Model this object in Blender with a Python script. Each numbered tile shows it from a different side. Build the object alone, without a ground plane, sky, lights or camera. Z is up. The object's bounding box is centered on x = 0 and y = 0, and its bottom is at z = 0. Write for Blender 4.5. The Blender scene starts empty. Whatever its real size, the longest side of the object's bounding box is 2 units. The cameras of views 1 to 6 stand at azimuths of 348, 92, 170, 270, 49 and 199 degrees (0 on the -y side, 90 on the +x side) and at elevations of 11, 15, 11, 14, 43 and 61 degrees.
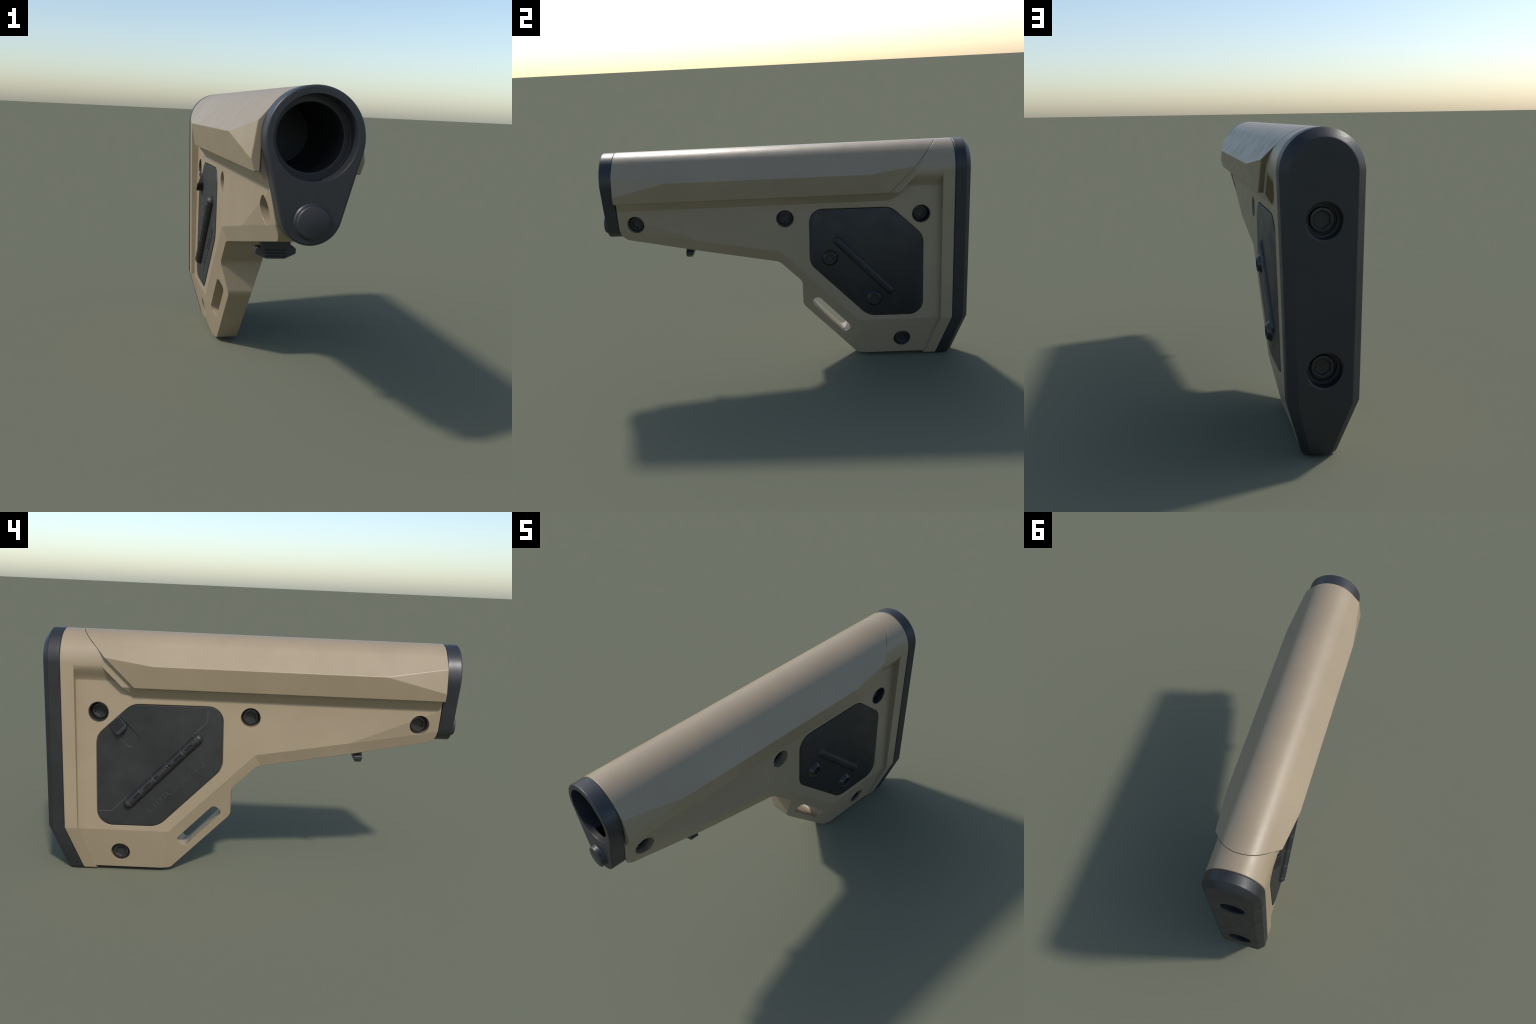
"""Carbine shoulder stock: tan polymer body and cheek rest, black butt pad, front collar,
side panels, recessed socket screws.  Long axis = y (collar at -y, pad at +y), x = width."""
import bpy, bmesh, math, random
from mathutils import Vector, Matrix

random.seed(7)
scene = bpy.context.scene
COL = scene.collection

# ------------------------------------------------------------------ key sizes
ZC = 1.064            # height of the buffer-tube axis
R = 0.1518            # radius of the round top
HW = 0.113            # half width of the flat body plate
Y_REAR = 0.915        # where pad meets frame
Y_FRAME = 0.850       # front edge of the raised rear frame
Y_BACK = 1.0
Z_KINK = 0.239        # below this the butt leans forward
LEAN = 0.335
D_CHEEK = -0.394      # cheek rest ends on the plane y - z = D_CHEEK
D_FLARE = -0.333      # side flare ends on the plane y - z = D_FLARE


# ------------------------------------------------------------------ materials
def new_mat(name):
    m = bpy.data.materials.new(name)
    m.use_nodes = True
    nt = m.node_tree
    nt.nodes.clear()
    out = nt.nodes.new("ShaderNodeOutputMaterial")
    b = nt.nodes.new("ShaderNodeBsdfPrincipled")
    nt.links.new(b.outputs[0], out.inputs[0])
    return m, nt, b


def polymer(name, dark, light, rough=(0.42, 0.55), grain=0.05, edge=0.004, blotch=3.0,
            metallic=0.0, spec=0.5, scratch=0.0, speck=0.0):
    """Moulded plastic: soft blotches, fine grain, rounded edges, faint scratches and specks."""
    m, nt, b = new_mat(name)
    N, L = nt.nodes.new, nt.links.new
    tc = N("ShaderNodeTexCoord")
    n1 = N("ShaderNodeTexNoise")
    n1.inputs["Scale"].default_value = blotch
    n1.inputs["Detail"].default_value = 9
    n1.inputs["Roughness"].default_value = 0.6
    L(tc.outputs["Object"], n1.inputs["Vector"])
    ramp = N("ShaderNodeValToRGB")
    ramp.color_ramp.elements[0].position = 0.32
    ramp.color_ramp.elements[1].position = 0.68
    ramp.color_ramp.elements[0].color = (*dark, 1)
    ramp.color_ramp.elements[1].color = (*light, 1)
    L(n1.outputs["Fac"], ramp.inputs["Fac"])
    colour = ramp.outputs["Color"]
    if scratch > 0:
        mp = N("ShaderNodeMapping")
        mp.inputs["Rotation"].default_value = (0.7, 0.3, 0.4)
        mp.inputs["Scale"].default_value = (75, 4.0, 75)
        L(tc.outputs["Object"], mp.inputs["Vector"])
        ns = N("ShaderNodeTexNoise")
        ns.inputs["Scale"].default_value = 1.0
        ns.inputs["Detail"].default_value = 3
        L(mp.outputs[0], ns.inputs["Vector"])
        rs = N("ShaderNodeValToRGB")
        rs.color_ramp.elements[0].position = 0.68
        rs.color_ramp.elements[1].position = 0.75
        L(ns.outputs["Fac"], rs.inputs["Fac"])
        msk = N("ShaderNodeMath")
        msk.operation = "MULTIPLY"
        msk.inputs[1].default_value = scratch
        na = N("ShaderNodeTexNoise")               # scratches gather in a few patches
        na.inputs["Scale"].default_value = 4.5
        L(tc.outputs["Object"], na.inputs["Vector"])
        ra = N("ShaderNodeMapRange")
        ra.inputs["From Min"].default_value = 0.52
        ra.inputs["From Max"].default_value = 0.66
        L(na.outputs["Fac"], ra.inputs["Value"])
        both = N("ShaderNodeMath")
        both.operation = "MULTIPLY"
        L(rs.outputs["Color"], both.inputs[0])
        L(ra.outputs[0], both.inputs[1])
        L(both.outputs[0], msk.inputs[0])
        mx = N("ShaderNodeMix")
        mx.data_type = "RGBA"
        L(msk.outputs[0], mx.inputs["Factor"])
        L(colour, mx.inputs["A"])
        mx.inputs["B"].default_value = (*[min(1, c * 1.45 + 0.012) for c in light], 1)
        colour = mx.outputs["Result"]
    if speck > 0:
        vo = N("ShaderNodeTexVoronoi")
        vo.inputs["Scale"].default_value = 9
        L(tc.outputs["Object"], vo.inputs["Vector"])
        rv = N("ShaderNodeValToRGB")
        rv.color_ramp.elements[0].position = 0.025
        rv.color_ramp.elements[1].position = 0.045
        rv.color_ramp.elements[0].color = (1, 1, 1, 1)
        rv.color_ramp.elements[1].color = (0, 0, 0, 1)
        L(vo.outputs["Distance"], rv.inputs["Fac"])
        ms = N("ShaderNodeMath")
        ms.operation = "MULTIPLY"
        ms.inputs[1].default_value = speck
        L(rv.outputs["Color"], ms.inputs[0])
        mx = N("ShaderNodeMix")
        mx.data_type = "RGBA"
        L(ms.outputs[0], mx.inputs["Factor"])
        L(colour, mx.inputs["A"])
        mx.inputs["B"].default_value = (*[c * 0.3 for c in dark], 1)
        colour = mx.outputs["Result"]
    L(colour, b.inputs["Base Color"])
    # roughness varies a little
    n2 = N("ShaderNodeTexNoise")
    n2.inputs["Scale"].default_value = 14
    n2.inputs["Detail"].default_value = 5
    L(tc.outputs["Object"], n2.inputs["Vector"])
    mr = N("ShaderNodeMapRange")
    mr.inputs["From Min"].default_value = 0.3
    mr.inputs["From Max"].default_value = 0.7
    mr.inputs["To Min"].default_value = rough[0]
    mr.inputs["To Max"].default_value = rough[1]
    L(n2.outputs["Fac"], mr.inputs["Value"])
    L(mr.outputs[0], b.inputs["Roughness"])
    b.inputs["Metallic"].default_value = metallic
    b.inputs["Specular IOR Level"].default_value = spec
    # fine moulded grain
    n3 = N("ShaderNodeTexNoise")
    n3.inputs["Scale"].default_value = 95
    n3.inputs["Detail"].default_value = 3
    L(tc.outputs["Object"], n3.inputs["Vector"])
    bump = N("ShaderNodeBump")
    bump.inputs["Strength"].default_value = grain
    bump.inputs["Distance"].default_value = 0.02
    L(n3.outputs["Fac"], bump.inputs["Height"])
    if edge > 0:
        bev = N("ShaderNodeBevel")
        bev.samples = 6
        bev.inputs["Radius"].default_value = edge
        L(bev.outputs[0], bump.inputs["Normal"])
    L(bump.outputs[0], b.inputs["Normal"])
    return m


TAN = polymer("tan_polymer", (0.277, 0.217, 0.141), (0.309, 0.243, 0.160), rough=(0.35, 0.46),
              grain=0.03, edge=0.004, scratch=0.045, speck=0.25)
BLACK = polymer("black_rubber", (0.0140, 0.0148, 0.0150), (0.0195, 0.0203, 0.0207), rough=(0.42, 0.55),
                grain=0.03, edge=0.004, blotch=5)
COLLAR_MAT = polymer("black_anodised", (0.021, 0.022, 0.025), (0.027, 0.028, 0.031), rough=(0.36, 0.46),
                     grain=0.02, edge=0.004, blotch=5)
PANEL = polymer("black_panel", (0.012, 0.0123, 0.012), (0.021, 0.021, 0.0205), rough=(0.42, 0.6),
                grain=0.03, edge=0.003, blotch=5, scratch=0.05, speck=0.3)
STEEL = polymer("blackened_steel", (0.016, 0.016, 0.016), (0.024, 0.024, 0.023), rough=(0.28, 0.38),
                grain=0.02, edge=0.0025, blotch=20)
LINE = polymer("painted_edge_glint", (0.06, 0.06, 0.06), (0.075, 0.076, 0.078), rough=(0.45, 0.55), grain=0.0, edge=0)  # grey lightened to show light caught on groove edges
SLIT = polymer("painted_gap_shadow", (0.004, 0.004, 0.004), (0.006, 0.006, 0.006), rough=(0.8, 0.9), grain=0.0, edge=0)


# ------------------------------------------------------------------ mesh helpers
def to_obj(bm, name, mat, angle=28):
    bmesh.ops.recalc_face_normals(bm, faces=bm.faces)
    me = bpy.data.meshes.new(name)
    bm.to_mesh(me)
    bm.free()
    ob = bpy.data.objects.new(name, me)
    COL.objects.link(ob)
    if mat:
        me.materials.append(mat)
    smooth(ob, angle)
    return ob


def smooth(ob, angle=28):
    me = ob.data
    me.shade_smooth()
    bm = bmesh.new()
    bm.from_mesh(me)
    lim = math.radians(angle)
    for e in bm.edges:
        e.smooth = len(e.link_faces) == 2 and e.calc_face_angle(0) < lim
    bm.to_mesh(me)
    bm.free()


def round_poly(pts, radii, seg=12):
    """Closed 2D polygon with each corner rounded to its own radius (works for concave corners)."""
    out = []
    n = len(pts)
    for i in range(n):
        p = Vector(pts[i]); a = Vector(pts[i - 1]); c = Vector(pts[(i + 1) % n])
        r = radii[i] if hasattr(radii, "__len__") else radii
        if r <= 0:
            out.append(tuple(p)); continue
        u = (a - p).normalized(); v = (c - p).normalized()
        half = u.angle(v) / 2
        t = r / math.tan(half)
        t = min(t, 0.49 * (a - p).length, 0.49 * (c - p).length)
        r = t * math.tan(half)
        cen = p + (u + v).normalized() * (r / math.sin(half))
        s = p + u * t - cen; e = p + v * t - cen
        a0 = math.atan2(s.y, s.x); a1 = math.atan2(e.y, e.x)
        d = (a1 - a0 + math.pi) % (2 * math.pi) - math.pi
        for k in range(seg + 1):
            q = a0 + d * k / seg
            out.append((cen.x + r * math.cos(q), cen.y + r * math.sin(q)))
    return out


def arc(cx, cz, r, a0, a1, n):
    return [(cx + r * math.cos(math.radians(a0 + (a1 - a0) * i / n)),
             cz + r * math.sin(math.radians(a0 + (a1 - a0) * i / n))) for i in range(n + 1)]


def loft(rings, fold=None):
    """bmesh through equal-length closed rings of 3D points, ends capped."""
    bm = bmesh.new()
    vr = [[bm.verts.new(p) for p in ring] for ring in rings]
    n = len(vr[0])
    for a, b in zip(vr, vr[1:]):
        for i in range(n):
            j = (i + 1) % n
            bm.faces.new((a[i], a[j], b[j], b[i]))
    for ring in (vr[0], vr[-1]):
        if fold is None:
            bm.faces.new(ring)
        else:                                   # end cap folded along one straight line
            bm.faces.new(ring[fold:n - fold])
            bm.faces.new(ring[:fold + 1] + ring[n - fold - 1:])
    bmesh.ops.recalc_face_normals(bm, faces=bm.faces)
    return bm


def prism_y(pts, y0, y1):
    """(x, z) profile extruded along y."""
    return loft([[(x, y, z) for x, z in pts] for y in (y0, y1)])


def prism_x(pts, x0, x1):
    """(y, z) profile extruded along x."""
    return loft([[(x, y, z) for y, z in pts] for x in (x0, x1)])


def slice_off(bm, co, no):
    """Cut away the side the normal points to and close the cut with one face."""
    g = bm.verts[:] + bm.edges[:] + bm.faces[:]
    res = bmesh.ops.bisect_plane(bm, geom=g, plane_co=co, plane_no=no, clear_outer=True, dist=1e-6)
    edges = [e for e in res["geom_cut"] if isinstance(e, bmesh.types.BMEdge)]
    if edges:
        bmesh.ops.edgeloop_fill(bm, edges=edges)
    bmesh.ops.recalc_face_normals(bm, faces=bm.faces)


def plane3(a, b, c, out):
    a, b, c = Vector(a), Vector(b), Vector(c)
    n = (b - a).cross(c - a).normalized()
    if n.dot(Vector(out)) < 0:
        n = -n
    return a, n


def boolean(ob, cutter_bm, op="DIFFERENCE"):
    me = bpy.data.meshes.new("tool")
    cutter_bm.to_mesh(me)
    cutter_bm.free()
    t = bpy.data.objects.new("tool", me)
    COL.objects.link(t)
    md = ob.modifiers.new("b", "BOOLEAN")
    md.operation = op
    md.solver = "EXACT"
    md.object = t
    bpy.context.view_layer.update()
    dg = bpy.context.evaluated_depsgraph_get()
    new = bpy.data.meshes.new_from_object(ob.evaluated_get(dg), depsgraph=dg)
    ob.modifiers.clear()
    old = ob.data
    ob.data = new
    bpy.data.meshes.remove(old)
    bpy.data.objects.remove(t)
    bpy.data.meshes.remove(me)


def apply_mods(ob):
    bpy.context.view_layer.update()
    dg = bpy.context.evaluated_depsgraph_get()
    new = bpy.data.meshes.new_from_object(ob.evaluated_get(dg), depsgraph=dg)
    ob.modifiers.clear()
    old = ob.data
    ob.data = new
    bpy.data.meshes.remove(old)


def bevel(ob, w, seg=3, angle=30, smooth_angle=40):
    md = ob.modifiers.new("v", "BEVEL")
    md.width = w
    md.segments = seg
    md.limit_method = "ANGLE"
    md.angle_limit = math.radians(angle)
    apply_mods(ob)
    smooth(ob, smooth_angle)
    weighted(ob)


def weighted(ob):
    md = ob.modifiers.new("w", "WEIGHTED_NORMAL")
    md.keep_sharp = True
    md.weight = 80
    apply_mods(ob)


def lathe(profile, seg=48):
    """Revolve (radius, x) pairs about the x axis; radius 0 closes the end."""
    bm = bmesh.new()
    rings = []
    for r, x in profile:
        if r < 1e-6:
            rings.append([bm.verts.new((x, 0, 0))])
        else:
            rings.append([bm.verts.new((x, r * math.cos(2 * math.pi * i / seg),
                                        r * math.sin(2 * math.pi * i / seg))) for i in range(seg)])
    for a, b in zip(rings, rings[1:]):
        for i in range(seg):
            j = (i + 1) % seg
            if len(a) == 1:
                bm.faces.new((a[0], b[i], b[j]))
            elif len(b) == 1:
                bm.faces.new((a[i], a[j], b[0]))
            else:
                bm.faces.new((a[i], a[j], b[j], b[i]))
    bmesh.ops.recalc_face_normals(bm, faces=bm.faces)
    return bm


def cylinder(axis, centre, r, lo, hi, seg=48, r2=None):
    r2 = r if r2 is None else r2
    rings = []
    for t, rr in ((lo, r), (hi, r2)):
        ring = []
        for i in range(seg):
            a = 2 * math.pi * i / seg
            u, v = rr * math.cos(a), rr * math.sin(a)
            ring.append((t, centre[0] + u, centre[1] + v) if axis == "x" else (centre[0] + u, t, centre[1] + v))
        rings.append(ring)
    return loft(rings)


# ------------------------------------------------------------------ BODY
# 1. flat plate: side outline, thinned towards its lower edges by sloping planes
outline = round_poly(
    [(0.87, 0.018), (0.394, 0.018), (0.0925, 0.320), (0.0925, 0.468), (-0.029, 0.5855),
     (-0.868, 0.7405), (-0.897, 0.765), (-0.905, 0.800), (-0.905, 1.000), (0.87, 1.000)],
    [0, 0.035, 0.050, 0.050, 0.050, 0.035, 0.030, 0.010, 0, 0], 14)
S, T, U, F1, M = (0.400, 0.233), (-0.020, 0.647), (-0.476, 0.727), (-0.905, 0.802), (-0.905, 0.905)


def slope_plane(p, q, k, sgn, x0=HW, x1=HW):
    """Plane through the side points p, q (at half widths x0, x1), falling by k per unit towards the outline."""
    a = Vector((x0, *p)); b = Vector((x1, *q))
    d = (Vector(q) - Vector(p)).normalized()
    n2 = Vector((d.y, -d.x))
    if n2.y > 0:
        n2 = -n2
    c = a + Vector((-k, n2.x, n2.y))
    co, no = plane3(a, b, c, (1, 0, 0))
    return Vector((co.x * sgn, co.y, co.z)), Vector((no.x * sgn, no.y, no.z))


VALLEY = Vector((0, 1, -0.5155)).normalized()     # concave crease between fore-end and grip, through T
VALLEY_CO = Vector((0, *T))
butt_half = prism_x(outline, -HW, HW)
slice_off(butt_half, VALLEY_CO, -VALLEY)
fore_half = prism_x(outline, -HW, HW)
slice_off(fore_half, VALLEY_CO, VALLEY)
for sgn in (1, -1):
    slice_off(butt_half, *slope_plane((0.9, 0.233), (0.4, 0.233), 0.232, sgn))
    slice_off(butt_half, *slope_plane(S, T, 0.40, sgn))
    slice_off(fore_half, *slope_plane(T, U, 0.40, sgn))
    slice_off(fore_half, *slope_plane(U, M, 0.22, sgn))
    slice_off(fore_half, *slope_plane(U, F1, 0.40, sgn, HW, 0.0925))
bm = bmesh.new()
for half in (butt_half, fore_half):
    inner_faces = [f for f in half.faces if all(abs((w.co - VALLEY_CO).dot(VALLEY)) < 1e-4 for w in f.verts)]
    bmesh.ops.delete(half, geom=inner_faces, context="FACES_ONLY")
    t_ = bpy.data.meshes.new("t")
    half.to_mesh(t_); half.free(); bm.from_mesh(t_); bpy.data.meshes.remove(t_)
bmesh.ops.remove_doubles(bm, verts=bm.verts, dist=6e-4)
print("plate open edges:", sum(1 for e in bm.edges if not e.is_manifold))
body = to_obj(bm, "stock_body", TAN)

# 2. round-topped housing with the flared skirt under the cheek rest
right = [(HW - 0.004, 0.903), (0.1475, 0.957), (R, ZC)]
prof = right + arc(0, ZC, R, 0, 180, 96)[1:-1] + [(-x, z) for x, z in reversed(right)]
housing = to_obj(prism_y(prof, -0.900, Y_FRAME), "housing", None)
# recess behind the skirt: S-shaped shoulder running down to the plate
for sgn in (1, -1):
    s_curve = []
    for i in range(25):
        z = 1.056 - 0.088 * i / 24
        side = 0.1475 + (R - 0.1475) * (z - 0.957) / (ZC - 0.957) + 0.0002
        f = i / 24
        s_curve.append((side + (0.1108 - side) * f * f * (3 - 2 * f), z))
    s_curve.append((0.1108, 0.86))
    pts = s_curve + [(0.3, 0.86), (0.3, 1.056)]
    cut = prism_y([(x * sgn, z) for x, z in pts], 0.3, Y_FRAME + 0.02)
    slice_off(cut, (0, D_FLARE, 0), (0, -1, 1))
    boolean(housing, cut)
# seat of the cheek rest
seat = arc(0, ZC, 0.145, 0, 180, 96)
seat = [(0.145, 0.9575)] + seat + [(-0.145, 0.9575), (-0.4, 0.9575), (-0.4, 1.5), (0.4, 1.5), (0.4, 0.9575)]
cut = prism_y(seat, -1.2, 1.3)
slice_off(cut, (0, D_CHEEK + 0.0025, 0), (0, 1, -1))
boolean(housing, cut)

# 3. raised rear frame, same outline as the pad
def butt_contour(inset=0.0, extra=0.0):
    r = R + extra - inset
    side = [(0.1325 + extra - inset * 1.03, Z_KINK)]
    low = round_poly([(0.0630 - inset * 0.75, 0.0 + inset * 0.35), (0.1325 + extra - inset * 1.03, Z_KINK),
                      (0.0, 0.5), (-0.1325, Z_KINK), (-0.0630 + inset * 0.75, 0.0 + inset * 0.35)],
                     [0.02, 0, 0, 0, 0.02], 4)
    first = low[:5]
    pts = list(first) + side + arc(0, ZC, r, 0, 180, 96)
    pts += [(-x, z) for x, z in reversed(first + side)]
    return pts


def lean(z):
    return min(0.0, (z - Z_KINK) * LEAN)


def butt_ring(y, inset=0.0, extra=0.0):
    return [(x, y + lean(z), z) for x, z in butt_contour(inset, extra)]


frame_bm = loft([butt_ring(Y_FRAME), butt_ring(Y_REAR - 0.0035),
                 butt_ring(Y_REAR - 0.0005, 0.004)], 5)
tmp = bmesh.new(); tmp.from_mesh(housing.data)
boolean(body, tmp, "UNION")
bpy.data.objects.remove(housing)
boolean(body, frame_bm, "UNION")
# bore for the tube
boolean(body, cylinder("y", (0, ZC), 0.1305, -1.1, -0.47, 64))

# 4. openings: sling slot, screw wells, panel pockets
c = Vector((0.2487, 0.2613))
d = Vector((0.702, -0.712)).normalized()
n = Vector((-d.y, d.x))
hl, hwid = 0.1345, 0.0310
slot = [c - d * hl - n * hwid, c + d * hl - n * hwid, c + d * hl + n * hwid, c - d * hl + n * hwid]
boolean(body, prism_x(round_poly([tuple(p) for p in slot], 0.0240, 12), -0.3, 0.3))

PANEL_PTS = [(0.752, 0.261), (0.752, 0.711), (0.580, 0.872), (0.143, 0.876), (0.139, 0.574), (0.452, 0.263)]
PANEL_RAD = [0.075, 0.090, 0.095, 0.072, 0.085, 0.105]


def grow(pts, g):
    cy = sum(p[0] for p in pts) / len(pts); cz = sum(p[1] for p in pts) / len(pts)
    out = []
    for i, p in enumerate(pts):
        a, b = Vector(pts[i - 1]), Vector(pts[(i + 1) % len(pts)])
        p = Vector(p)
        e1 = (p - a).normalized(); e2 = (b - p).normalized()
        n1 = Vector((e1.y, -e1.x)); n2 = Vector((e2.y, -e2.x))
        if n1.dot(p - Vector((cy, cz))) < 0:
            n1, n2 = -n1, -n2
        m = (n1 + n2).normalized()
        out.append(tuple(p + m * g / max(0.3, m.dot(n1))))
    return out


pocket = round_poly(grow(PANEL_PTS, 0.0035), [r + 0.0035 for r in PANEL_RAD], 14)
boolean(body, prism_x(pocket, -0.2, -HW + 0.010))
boolean(body, prism_x(pocket, HW - 0.010, 0.2))

WELLS = [(0.742, 0.830, HW), (0.009, 0.831, HW), (-0.809, 0.830, 0.106), (0.644, 0.106, 0.082)]
WELL_R = 0.0475
for y, z, x in WELLS:
    inner = x - (0.052 if z > 0.5 else 0.035)
    for sgn in (1, -1):
        lo, hi = sorted((inner * sgn, 0.25 * sgn))
        boolean(body, cylinder("x", (y, z), WELL_R, lo, hi, 64))
smooth(body, 9.5)
weighted(body)
body.data.materials.clear(); body.data.materials.append(TAN)

# ------------------------------------------------------------------ CHEEK REST
ang = 40.5
low = (0.1668, 0.957)
ridge = (0.1988, 1.0655)
outer = [low, ridge] + arc(0, ZC, R + 0.0004, ang, 180 - ang, 64) + [(-ridge[0], ridge[1]), (-low[0], low[1])]
inner = [(-0.1475, 0.957)] + arc(0, ZC, 0.1455, 180, 0, 64) + [(0.1475, 0.957)]
bm = prism_y(outer + inner, -0.907, 1.1)
for sgn in (1, -1):
    def mx(p):
        return (p[0] * sgn, p[1], p[2])
    slice_off(bm, *plane3(mx((0.1986, -0.616, 1.066)), mx((0.1612, -0.907, 1.1115)), mx((0.1780, -0.907, 0.995)), (sgn, 0, 0)))
    slice_off(bm, *plane3(mx((0.1986, 0.467, 1.065)), mx((0.1718, 0.703, 1.0935)), mx((0.1665, 0.562, 0.957)), (sgn, 0, 0)))
slice_off(bm, (0, D_CHEEK, 0), (0, 1, -1))
cheek = to_obj(bm, "cheek_rest", TAN, 12)
bevel(cheek, 0.0025, 2, 12, 16)

# near-black strip modelled as the shadow in the gap behind the cheek rest
gap = [(0.1478, 0.9590)] + arc(0, ZC, R - 0.0012, 0, 180, 96) + [(-0.1478, 0.9590), (-0.1455, 0.9590)] + arc(0, ZC, 0.1452, 180, 0, 96) + [(0.1455, 0.9590)]
bm = prism_y(gap, 0.4, 1.0)
slice_off(bm, (0, D_CHEEK + 0.0023, 0), (0, 1, -1))
slice_off(bm, (0, D_CHEEK + 0.0003, 0), (0, -1, 1))
joint = to_obj(bm, "gap_shadow_strip", SLIT, 20)

# ------------------------------------------------------------------ BUTT PAD
pad = to_obj(loft([butt_ring(Y_REAR, 0.004), butt_ring(Y_REAR + 0.004, 0), butt_ring(0.9700, 0), butt_ring(0.9745, 0.0022),
                   butt_ring(0.9975, 0.0285), butt_ring(Y_BACK, 0.0330)], 5), "butt_pad", BLACK, 26)
PAD_SCREWS = [0.900, 0.366]
for z in PAD_SCREWS:
    boolean(pad, cylinder("y", (0, z), 0.0635, 0.956, 1.05, 72))
    boolean(pad, cylinder("y", (0, z), 0.0530, 0.930, 0.97, 72))
    boolean(pad, cylinder("y", (0, z), 0.0635, 0.9955, 1.0005, 72, 0.0690))
smooth(pad, 26)
weighted(pad)
pad.data.materials.clear(); pad.data.materials.append(BLACK)

# ------------------------------------------------------------------ FRONT COLLAR
C_LOW, R_LOW = 0.8435, 0.096
tilt = math.degrees(math.asin((R - R_LOW) / (ZC - C_LOW)))


def collar_contour(ins):
    return arc(0, ZC, R - ins, -tilt, 180 + tilt, 96) + arc(0, C_LOW, R_LOW - ins, 180 + tilt, 360 - tilt, 48)


Y_COL = -0.977
rings = [[(x, y, z) for x, z in collar_contour(i)] for y, i in
         ((-0.9085, 0.001), (-0.9105, 0.0), (Y_COL + 0.0065, 0.0), (Y_COL + 0.0045, 0.0006), (Y_COL + 0.0020, 0.0022), (Y_COL + 0.0006, 0.0045), (Y_COL, 0.0070))]
collar = to_obj(loft(rings), "collar", COLLAR_MAT)
boolean(collar, cylinder("y", (0, ZC), 0.1295, -0.94, -0.48, 96), "UNION")
boolean(collar, cylinder("y", (0, ZC), 0.1265, -1.1, -0.910, 96))
boolean(collar, cylinder("y", (0, ZC), 0.1305, -0.99, Y_COL + 0.004, 96, 0.1265))
boolean(collar, cylinder("y", (0, ZC), 0.1045, -1.1, -0.505, 96))
boolean(collar, prism_y([(-0.036, 0.875), (0.036, 0.875), (0.036, 0.965), (-0.036, 0.965)], -0.950, -0.9112))   # key slot in the floor
smooth(collar, 30)
weighted(collar)
collar.data.materials.clear(); collar.data.materials.append(COLLAR_MAT)

# push button: stepped disc
bm = lathe([(0.0, -0.955), (0.0560, -0.955), (0.0560, -0.9765), (0.0530, -0.9790), (0.0515, -0.9815), (0.0508, -0.9850),
            (0.0503, -0.9950), (0.0495, -0.9975), (0.0480, -0.9992), (0.0460, -1.0), (0.0, -1.0)], 64)
bmesh.ops.rotate(bm, verts=bm.verts, cent=(0, 0, 0), matrix=Matrix.Rotation(math.radians(90), 3, "Z"))
bmesh.ops.translate(bm, verts=bm.verts, vec=(0, 0, 0.8205))
button = to_obj(bm, "push_button", COLLAR_MAT, 35)

# ------------------------------------------------------------------ RELEASE LEVER under the fore-end
lever = to_obj(prism_y([(-0.054, 0.72), (0.054, 0.72), (0.054, 0.6625), (0.067, 0.6625), (0.0745, 0.656), (0.0745, 0.640),
                        (0.069, 0.6355), (0.034, 0.6195), (-0.034, 0.6195), (-0.069, 0.6355), (-0.0745, 0.640),
                        (-0.0745, 0.656), (-0.067, 0.6625), (-0.054, 0.6625)], -0.549, -0.508), "release_lever", COLLAR_MAT)
slice_off_bm = bmesh.new(); slice_off_bm.from_mesh(lever.data)
slice_off(slice_off_bm, (0, -0.506, 0.650), (0, 0.90, -0.42))
slice_off_bm.to_mesh(lever.data); slice_off_bm.free()
for zz in (0.6285, 0.640, 0.6515):
    boolean(lever, prism_y(round_poly([(-0.038, zz - 0.0022), (0.038, zz - 0.0022), (0.038, zz + 0.0022), (-0.038, zz + 0.0022)], 0.0015, 3), -0.56, -0.545))
bevel(lever, 0.0025, 2)
lever.data.materials.clear(); lever.data.materials.append(COLLAR_MAT)

# ------------------------------------------------------------------ SIDE PANELS
def chamfered_plate(pts, rad, base, top, sgn, ch, name, mat):
    rings = []
    for x, ins in ((base, 0), (top - ch, 0), (top - ch * 0.3, ch * 0.3), (top, ch)):
        ring = round_poly(grow(pts, -ins), [max(0.001, r - ins) for r in rad], 14)
        rings.append([(x * sgn, y, z) for y, z in ring])
    return to_obj(loft(rings), name, mat, 30)


door = chamfered_plate(PANEL_PTS, PANEL_RAD, HW - 0.012, HW + 0.0030, -1, 0.0035, "storage_door", PANEL)
cover = chamfered_plate(PANEL_PTS, PANEL_RAD, HW - 0.012, HW + 0.0030, 1, 0.0035, "side_cover", PANEL)
XP = HW + 0.0030


def strip(points, width, depth, sgn=-1, x=XP):
    """Thin groove cutter along a side-view polyline."""
    bms = []
    for p, q in zip(points, points[1:]):
        p, q = Vector(p), Vector(q)
        dd = (q - p).normalized() * (width * 0.5); nn = Vector((-dd.y, dd.x))
        quad = [p - dd - nn, q + dd - nn, q + dd + nn, p - dd + nn]
        bms.append(prism_x([tuple(v) for v in quad], *sorted((sgn * (x - depth), sgn * (x + 0.02)))))
    return bms


# parting lines of the door: grooves whose edge glint is a pale inlaid strip
PATHS = ([(0.2155, 0.8695), (0.2150, 0.806), (0.278, 0.740)], [(0.7485, 0.334), (0.682, 0.3345), (0.606, 0.409)])
line_bm = bmesh.new()


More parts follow.
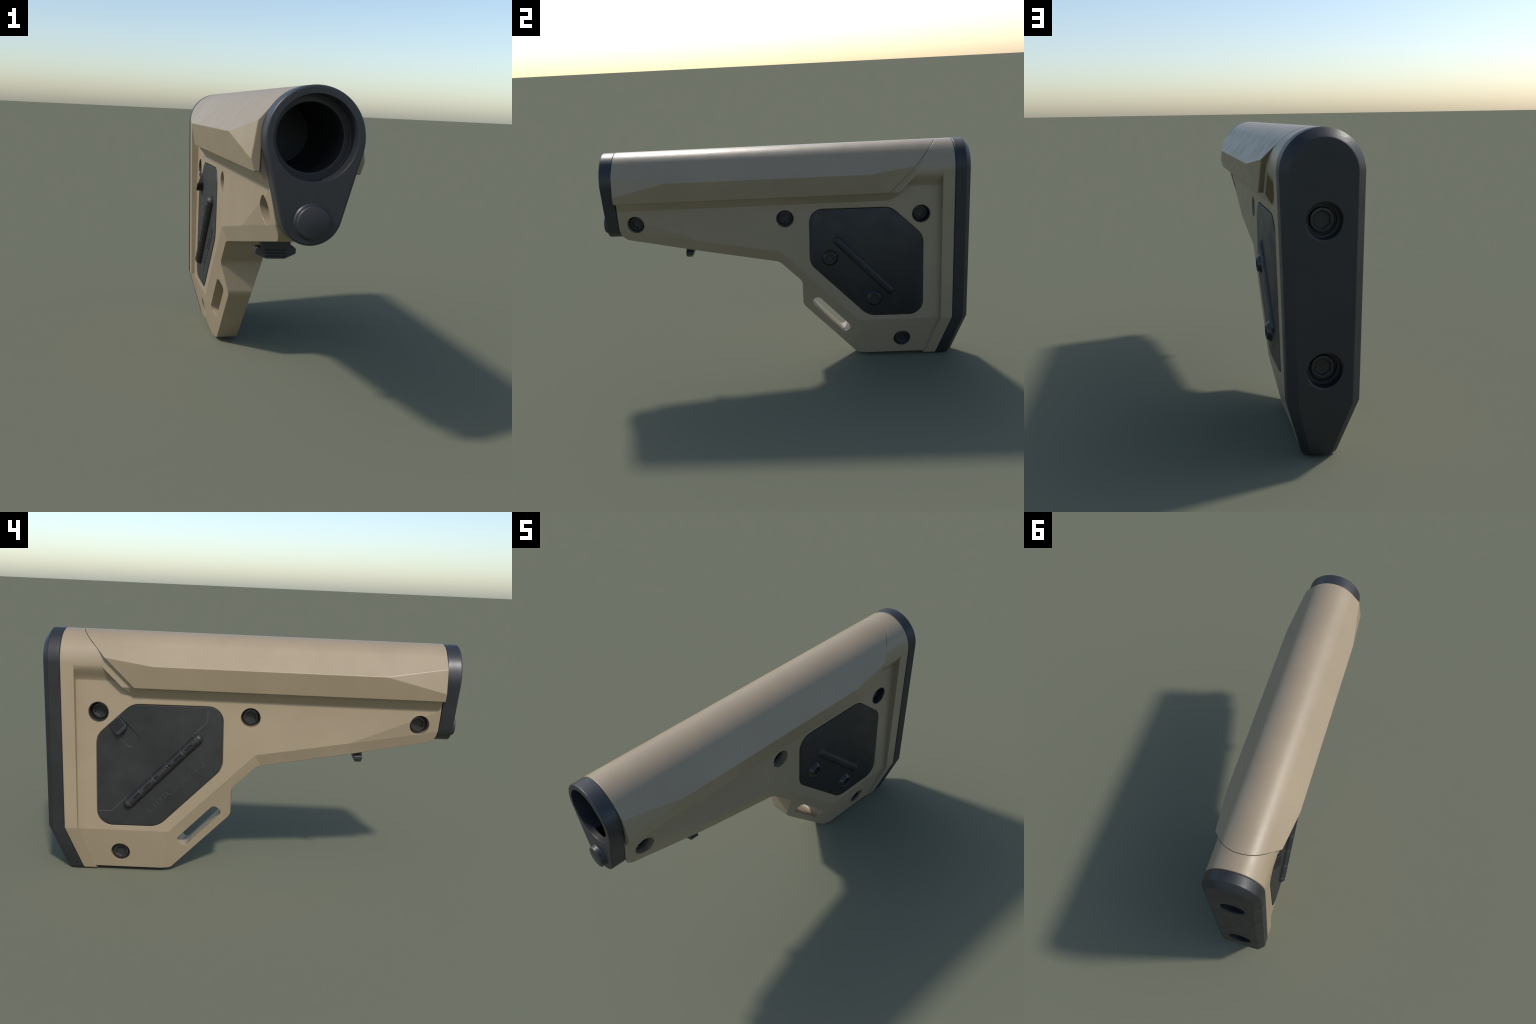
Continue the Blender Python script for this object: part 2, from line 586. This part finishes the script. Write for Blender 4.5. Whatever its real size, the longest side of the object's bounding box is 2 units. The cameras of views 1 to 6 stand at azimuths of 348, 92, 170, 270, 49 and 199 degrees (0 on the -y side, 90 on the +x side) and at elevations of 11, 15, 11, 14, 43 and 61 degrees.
def absorb(dst, src):
    t_ = bpy.data.meshes.new("t")
    src.to_mesh(t_); src.free(); dst.from_mesh(t_); bpy.data.meshes.remove(t_)


for path in PATHS:
    for b_ in strip(path, 0.0030, 0.0020):
        boolean(door, b_)
    for p, q in zip(path, path[1:]):
        p, q = Vector(p), Vector(q)
        dd = (q - p).normalized() * 0.0013; nn = Vector((-dd.y, dd.x))
        absorb(line_bm, prism_x([tuple(w_) for w_ in (p - nn, q - nn, q + nn, p + nn)], -(XP - 0.0003), -(XP - 0.006)))
door_glint = to_obj(line_bm, "parting_glint_strip", LINE)

# channel of the latch
u = Vector((-0.7, -0.714)).normalized()         # slide direction (forward-down)
v = Vector((-u.y, u.x))
v = v if v.x < 0 else -v
o = Vector((0.668, 0.788))                      # middle of the slanted door edge
chan = [o - u * 0.03 - v * 0.0375, o + u * 0.157 - v * 0.0375, o + u * 0.157 + v * 0.0375, o - u * 0.03 + v * 0.0375]
boolean(door, prism_x(round_poly([tuple(p) for p in chan], [0, 0.034, 0.034, 0], 8), -0.3, -(XP - 0.0035)))
smooth(door, 30); weighted(door)
door.data.materials.clear(); door.data.materials.append(PANEL)

# latch: ribbed ramp with a blunt nose
lat = [o - u * 0.004 - v * 0.0355, o + u * 0.066 - v * 0.0355, o + u * 0.066 + v * 0.0355, o - u * 0.004 + v * 0.0355]
lat2 = round_poly([tuple(p) for p in lat], [0.002, 0.018, 0.018, 0.002], 6)
rings = []
for t in (0.0, 1.0, 2.0):
    ring = []
    for y, z in lat2:
        s = max(0.0, min(1.0, (Vector((y, z)) - o).dot(u) / 0.066))
        h = 0.0045 + 0.026 * s ** 1.15
        if t == 0:
            ring.append((-(HW - 0.004), y, z))
        elif t == 1:
            ring.append((-(XP - 0.002 + h - 0.003), y, z))
        else:
            w = Vector((y, z)); cm = o + u * 0.031
            w = cm + (w - cm) * 0.93
            ring.append((-(XP - 0.002 + h), w.x, w.y))
    rings.append(ring)
latch = to_obj(loft(rings), "door_latch", PANEL, 40)
ribs = []
for i in range(6):
    pc = o + u * (0.005 + 0.0078 * i)
    s = (0.005 + 0.0078 * i) / 0.066
    h = 0.0045 + 0.026 * s ** 1.15 + XP - 0.002
    pts = [pc - u * 0.0012 - v * 0.032, pc + u * 0.0012 - v * 0.032, pc + u * 0.0012 + v * 0.032, pc - u * 0.0012 + v * 0.032]
    boolean(latch, prism_x([tuple(p) for p in pts], -(h + 0.02), -(h - 0.0025)))
smooth(latch, 35)
latch.data.materials.clear(); latch.data.materials.append(PANEL)

# hinge rod across the door: capsule with ring grooves and slits
A, B = Vector((0.2560, 0.7225)), Vector((0.6000, 0.3735))
ax = (B - A).normalized()
LEN, RR = (B - A).length, 0.0245
XR = 0.1195
prof = [(RR * math.sin(math.radians(a)), RR * 0.75 - RR * 0.9 * math.cos(math.radians(a)) - RR * 0.6) for a in range(0, 91, 10)]
prof = [(max(r, 0.0), t) for r, t in prof]
joints = [0.012, 0.108, 0.205, 0.300, 0.396, LEN - 0.012]
for j in joints:
    prof += [(RR, j - 0.0022), (RR - 0.0022, j - 0.0008), (RR - 0.0022, j + 0.0008), (RR, j + 0.0022)]
prof += [(r, LEN - t) for r, t in reversed(prof[:10])]
prof[0] = (0, prof[0][1]); prof[-1] = (0, prof[-1][1])
bm = lathe(prof, 40)
for vtx in bm.verts:
    t, a_, b_ = vtx.co
    side = Vector((-ax.y, ax.x))
    p2 = A + ax * t + side * a_
    vtx.co = (-(XR + b_), p2.x, p2.y)
rod = to_obj(bm, "hinge_rod", PANEL, 35)
ring_bm = bmesh.new()
for j in joints:
    one = lathe([(RR - 0.003, j - 0.0011), (RR - 0.0002, j - 0.0011), (RR + 0.0002, j), (RR - 0.0002, j + 0.0011), (RR - 0.003, j + 0.0011)], 40)
    absorb(ring_bm, one)
for vtx in ring_bm.verts:
    t, a_, b_ = vtx.co
    p2 = A + ax * t + Vector((-ax.y, ax.x)) * a_
    vtx.co = (-(XR + b_), p2.x, p2.y)
rod_glint_bands = to_obj(ring_bm, "rod_glint_band", LINE, 40)  # pale bands modelled for the highlights of the ring grooves
slits = [(0.046, 0.090), (0.118, 0.165), (0.190, 0.215), (0.278, 0.302), (0.328, 0.375), (0.400, 0.446)]
for a_, b_ in slits:
    p, q = A + ax * a_, A + ax * b_
    side = Vector((-ax.y, ax.x)) * 0.0036
    off = side * (-0.5 if side.x < 0 else 0.5)
    quad = [p - side + off, q - side + off, q + side + off, p + side + off]
    boolean(rod, prism_x([tuple(w) for w in quad], -(XR + RR + 0.01), -(XR + RR - 0.010)))
smooth(rod, 35)
rod.data.materials.clear(); rod.data.materials.append(PANEL)

# raised rib and button-head screws of the plain cover
P, Q = Vector((0.288, 0.700)), Vector((0.574, 0.408))
ax2 = (Q - P).normalized(); sd = Vector((-ax2.y, ax2.x))
rings = []
for k in range(9):
    a_ = math.radians(90 * k / 8)
    rad = 0.0245 - 0.0165 * (math.sin(a_) ** 1.5)
    h = XP - 0.004 + 0.0165 * (1 - (1 - math.sin(a_)) ** 1.3)
    ring = []
    for cen, base in ((P, 90), (Q, -90)):
        for i in range(13):
            th = math.radians(base + 180 * i / 12)
            w = cen + ax2 * (rad * math.cos(th)) + sd * (rad * math.sin(th))
            ring.append((h, w.x, w.y))
    rings.append(ring)
rib = to_obj(loft(rings), "cover_rib", PANEL, 50)


# ------------------------------------------------------------------ SCREWS
def socket_screw(name, r_head, r_hex, dark_ring, dome=0.0, height=0.03, hexdeep=0.012):
    """Head facing +x with its top at x = 0."""
    if dome > 0:
        prof = [(0, -height), (r_head, -height), (r_head, -dome)]
        top = r_hex * 1.22
        for k in range(1, 7):
            a_ = math.radians(90 * k / 6)
            g = (k / 6) ** 0.85
            prof.append((r_head + (top - r_head) * g, -dome + dome * (0.55 * g + 0.45 * math.sin(a_))))
        prof.append((0, 0))
    else:
        ch = r_head * 0.10
        prof = [(0, -height), (dark_ring, -height), (dark_ring, -0.014), (r_head, -0.014), (r_head, -ch), (r_head - ch * 0.4, -ch * 0.3), (r_head - ch, 0), (0, 0)]
    ob = to_obj(lathe(prof, 40), name, STEEL, 35)
    hx = [(r_hex * math.cos(math.radians(60 * i + 90)), r_hex * math.sin(math.radians(60 * i + 90))) for i in range(6)]
    boolean(ob, prism_x(hx, -hexdeep, 0.02))
    hx2 = [(y * 1.12, z * 1.12) for y, z in hx]
    boolean(ob, loft([[(-0.0025, y, z) for y, z in hx], [(0.0003, y, z) for y, z in hx2]]))
    smooth(ob, 30)
    weighted(ob)
    ob.data.materials.clear(); ob.data.materials.append(STEEL)
    return ob


screw = socket_screw("socket_screw", 0.0385, 0.0262, 0.0474)
button_screw = socket_screw("button_head_screw", 0.0475, 0.0250, 0, dome=0.021, height=0.035)
pad_screw = socket_screw("pad_screw", 0.0455, 0.0320, 0.0529, height=0.03)


def place(ob, loc, direction, spin=0.0):
    rot = Vector((1, 0, 0)).rotation_difference(Vector(direction)).to_matrix().to_4x4()
    if direction[0] < -0.9:
        rot = Matrix.Rotation(math.pi, 4, "Z")
    ob.matrix_world = Matrix.Translation(loc) @ rot @ Matrix.Rotation(spin, 4, "X")


parts = [body, cheek, pad, collar, lever, door, cover]
sub = {joint: body, button: collar, latch: door, rod: door, rib: cover, door_glint: door, rod_glint_bands: door}
first = True
for i, (y, z, x) in enumerate(WELLS):
    for sgn in (1, -1):
        s = screw if first else screw.copy()
        if not first:
            COL.objects.link(s)
        first = False
        dep = 0.033 if z > 0.5 else 0.010
        place(s, ((x - dep) * sgn, y, z), (sgn, 0, 0), random.uniform(-0.12, 0.12))
        sub[s] = body
# thin steel bushes round the rear upper wells
bush_me = None
for sgn in (1, -1):
    y, z, x = WELLS[0]
    if bush_me is None:
        bm = lathe([(0.0462, -0.040), (0.0490, -0.040), (0.0490, 0.0005), (0.0478, 0.0018), (0.0455, 0.0015),
                    (0.0435, -0.002), (0.0435, -0.040), (0.0462, -0.040)], 48)
        bush = to_obj(bm, "screw_bush", STEEL, 35); bush_me = bush
    else:
        bush = bush_me.copy(); COL.objects.link(bush)
    place(bush, (x * sgn, y, z), (sgn, 0, 0))
    sub[bush] = body
for i, (y, z) in enumerate([(0.246, 0.605), (0.486, 0.365)]):
    s = button_screw if i == 0 else button_screw.copy()
    if i:
        COL.objects.link(s)
    place(s, (XP + 0.0185, y, z), (1, 0, 0), 0.1 * i)
    sub[s] = cover
for i, z in enumerate(PAD_SCREWS):
    s = pad_screw if i == 0 else pad_screw.copy()
    if i:
        COL.objects.link(s)
    place(s, (0, 0.9600, z), (0, 1, 0), 0.0)
    sub[s] = pad

# ------------------------------------------------------------------ LETTERING on the door
base = Vector((0.4900, 0.3270))
run = (Vector((0.2079, 0.6000)) - base).normalized()     # reading direction, seen from -x
rise = Vector((0.745, 0.667)); rise = (rise - run * rise.dot(run)).normalized()
if rise.y < 0:
    rise = -rise
TOT = (Vector((0.2079, 0.6000)) - base).length


def lettering(text, name, start, length, height):
    cu = bpy.data.curves.new(name, "FONT")
    cu.body = text
    cu.extrude = 0.5
    cu.resolution_u = 6
    ob = bpy.data.objects.new(name, cu)
    COL.objects.link(ob)
    bpy.context.view_layer.update()
    dg = bpy.context.evaluated_depsgraph_get()
    me = bpy.data.meshes.new_from_object(ob.evaluated_get(dg), depsgraph=dg)
    bpy.data.objects.remove(ob)
    xs = [w.co.x for w in me.vertices]; ys = [w.co.y for w in me.vertices]
    x0, x1, y0, y1 = min(xs), max(xs), min(ys), max(ys)
    for w in me.vertices:
        a_ = start + length * (w.co.x - x0) / (x1 - x0)
        b_ = height * (w.co.y - y0) / (y1 - y0)
        p = base + run * a_ + rise * b_
        w.co = (-(XP + (0.0016 if w.co.z > 0 else -0.002)), p.x, p.y)
    ob = bpy.data.objects.new(name, me)
    COL.objects.link(ob)
    bm = bmesh.new(); bm.from_mesh(me); bmesh.ops.recalc_face_normals(bm, faces=bm.faces); bm.to_mesh(me); bm.free()
    me.materials.clear(); me.materials.append(LETTER)
    return ob


LETTER = polymer("raised_letter", (0.026, 0.026, 0.0255), (0.034, 0.034, 0.0335), rough=(0.4, 0.55), grain=0.0, edge=0.0012)
letters = [lettering("UBR", "lettering", 0.0, 0.155, 0.0300),
           lettering("GEN", "lettering", 0.186, 0.135, 0.0250),
           lettering("2", "lettering", 0.348, 0.030, 0.0250)]


def bar(a0, b0, a1, b1, name="lettering_border"):
    q = [base + run * a + rise * b for a, b in ((a0, b0), (a1, b0), (a1, b1), (a0, b1))]
    return prism_x([tuple(p) for p in q], -(XP + 0.0014), -(XP - 0.002))


x0, x1, y0, y1, w = 0.172, TOT + 0.002, -0.0085, 0.0335, 0.0024
bm = bmesh.new()
for args in ((x0, y0, x1, y0 + w), (x0, y1 - w, x1, y1), (x0, y0 + w, x0 + w, y1 - w), (x1 - w, y0 + w, x1, y1 - w)):
    t_ = bpy.data.meshes.new("t"); b_ = bar(*args); b_.to_mesh(t_); b_.free(); bm.from_mesh(t_); bpy.data.meshes.remove(t_)
border = to_obj(bm, "lettering_border", LETTER, 30)
for l_ in letters + [border]:
    sub[l_] = door

# ------------------------------------------------------------------ hierarchy
root = bpy.data.objects.new("rifle_stock", None)
COL.objects.link(root)
root.empty_display_size = 0.2
root["label"] = "tan carbine shoulder stock with black pad, collar and panels"
root["category"] = "gun stock"
for p in parts:
    p.parent = root
bpy.context.view_layer.update()
for ob, par in sub.items():
    mw = ob.matrix_world.copy()
    ob.parent = par
    ob.matrix_world = mw
for me in list(bpy.data.meshes):
    if me.users == 0:
        bpy.data.meshes.remove(me)
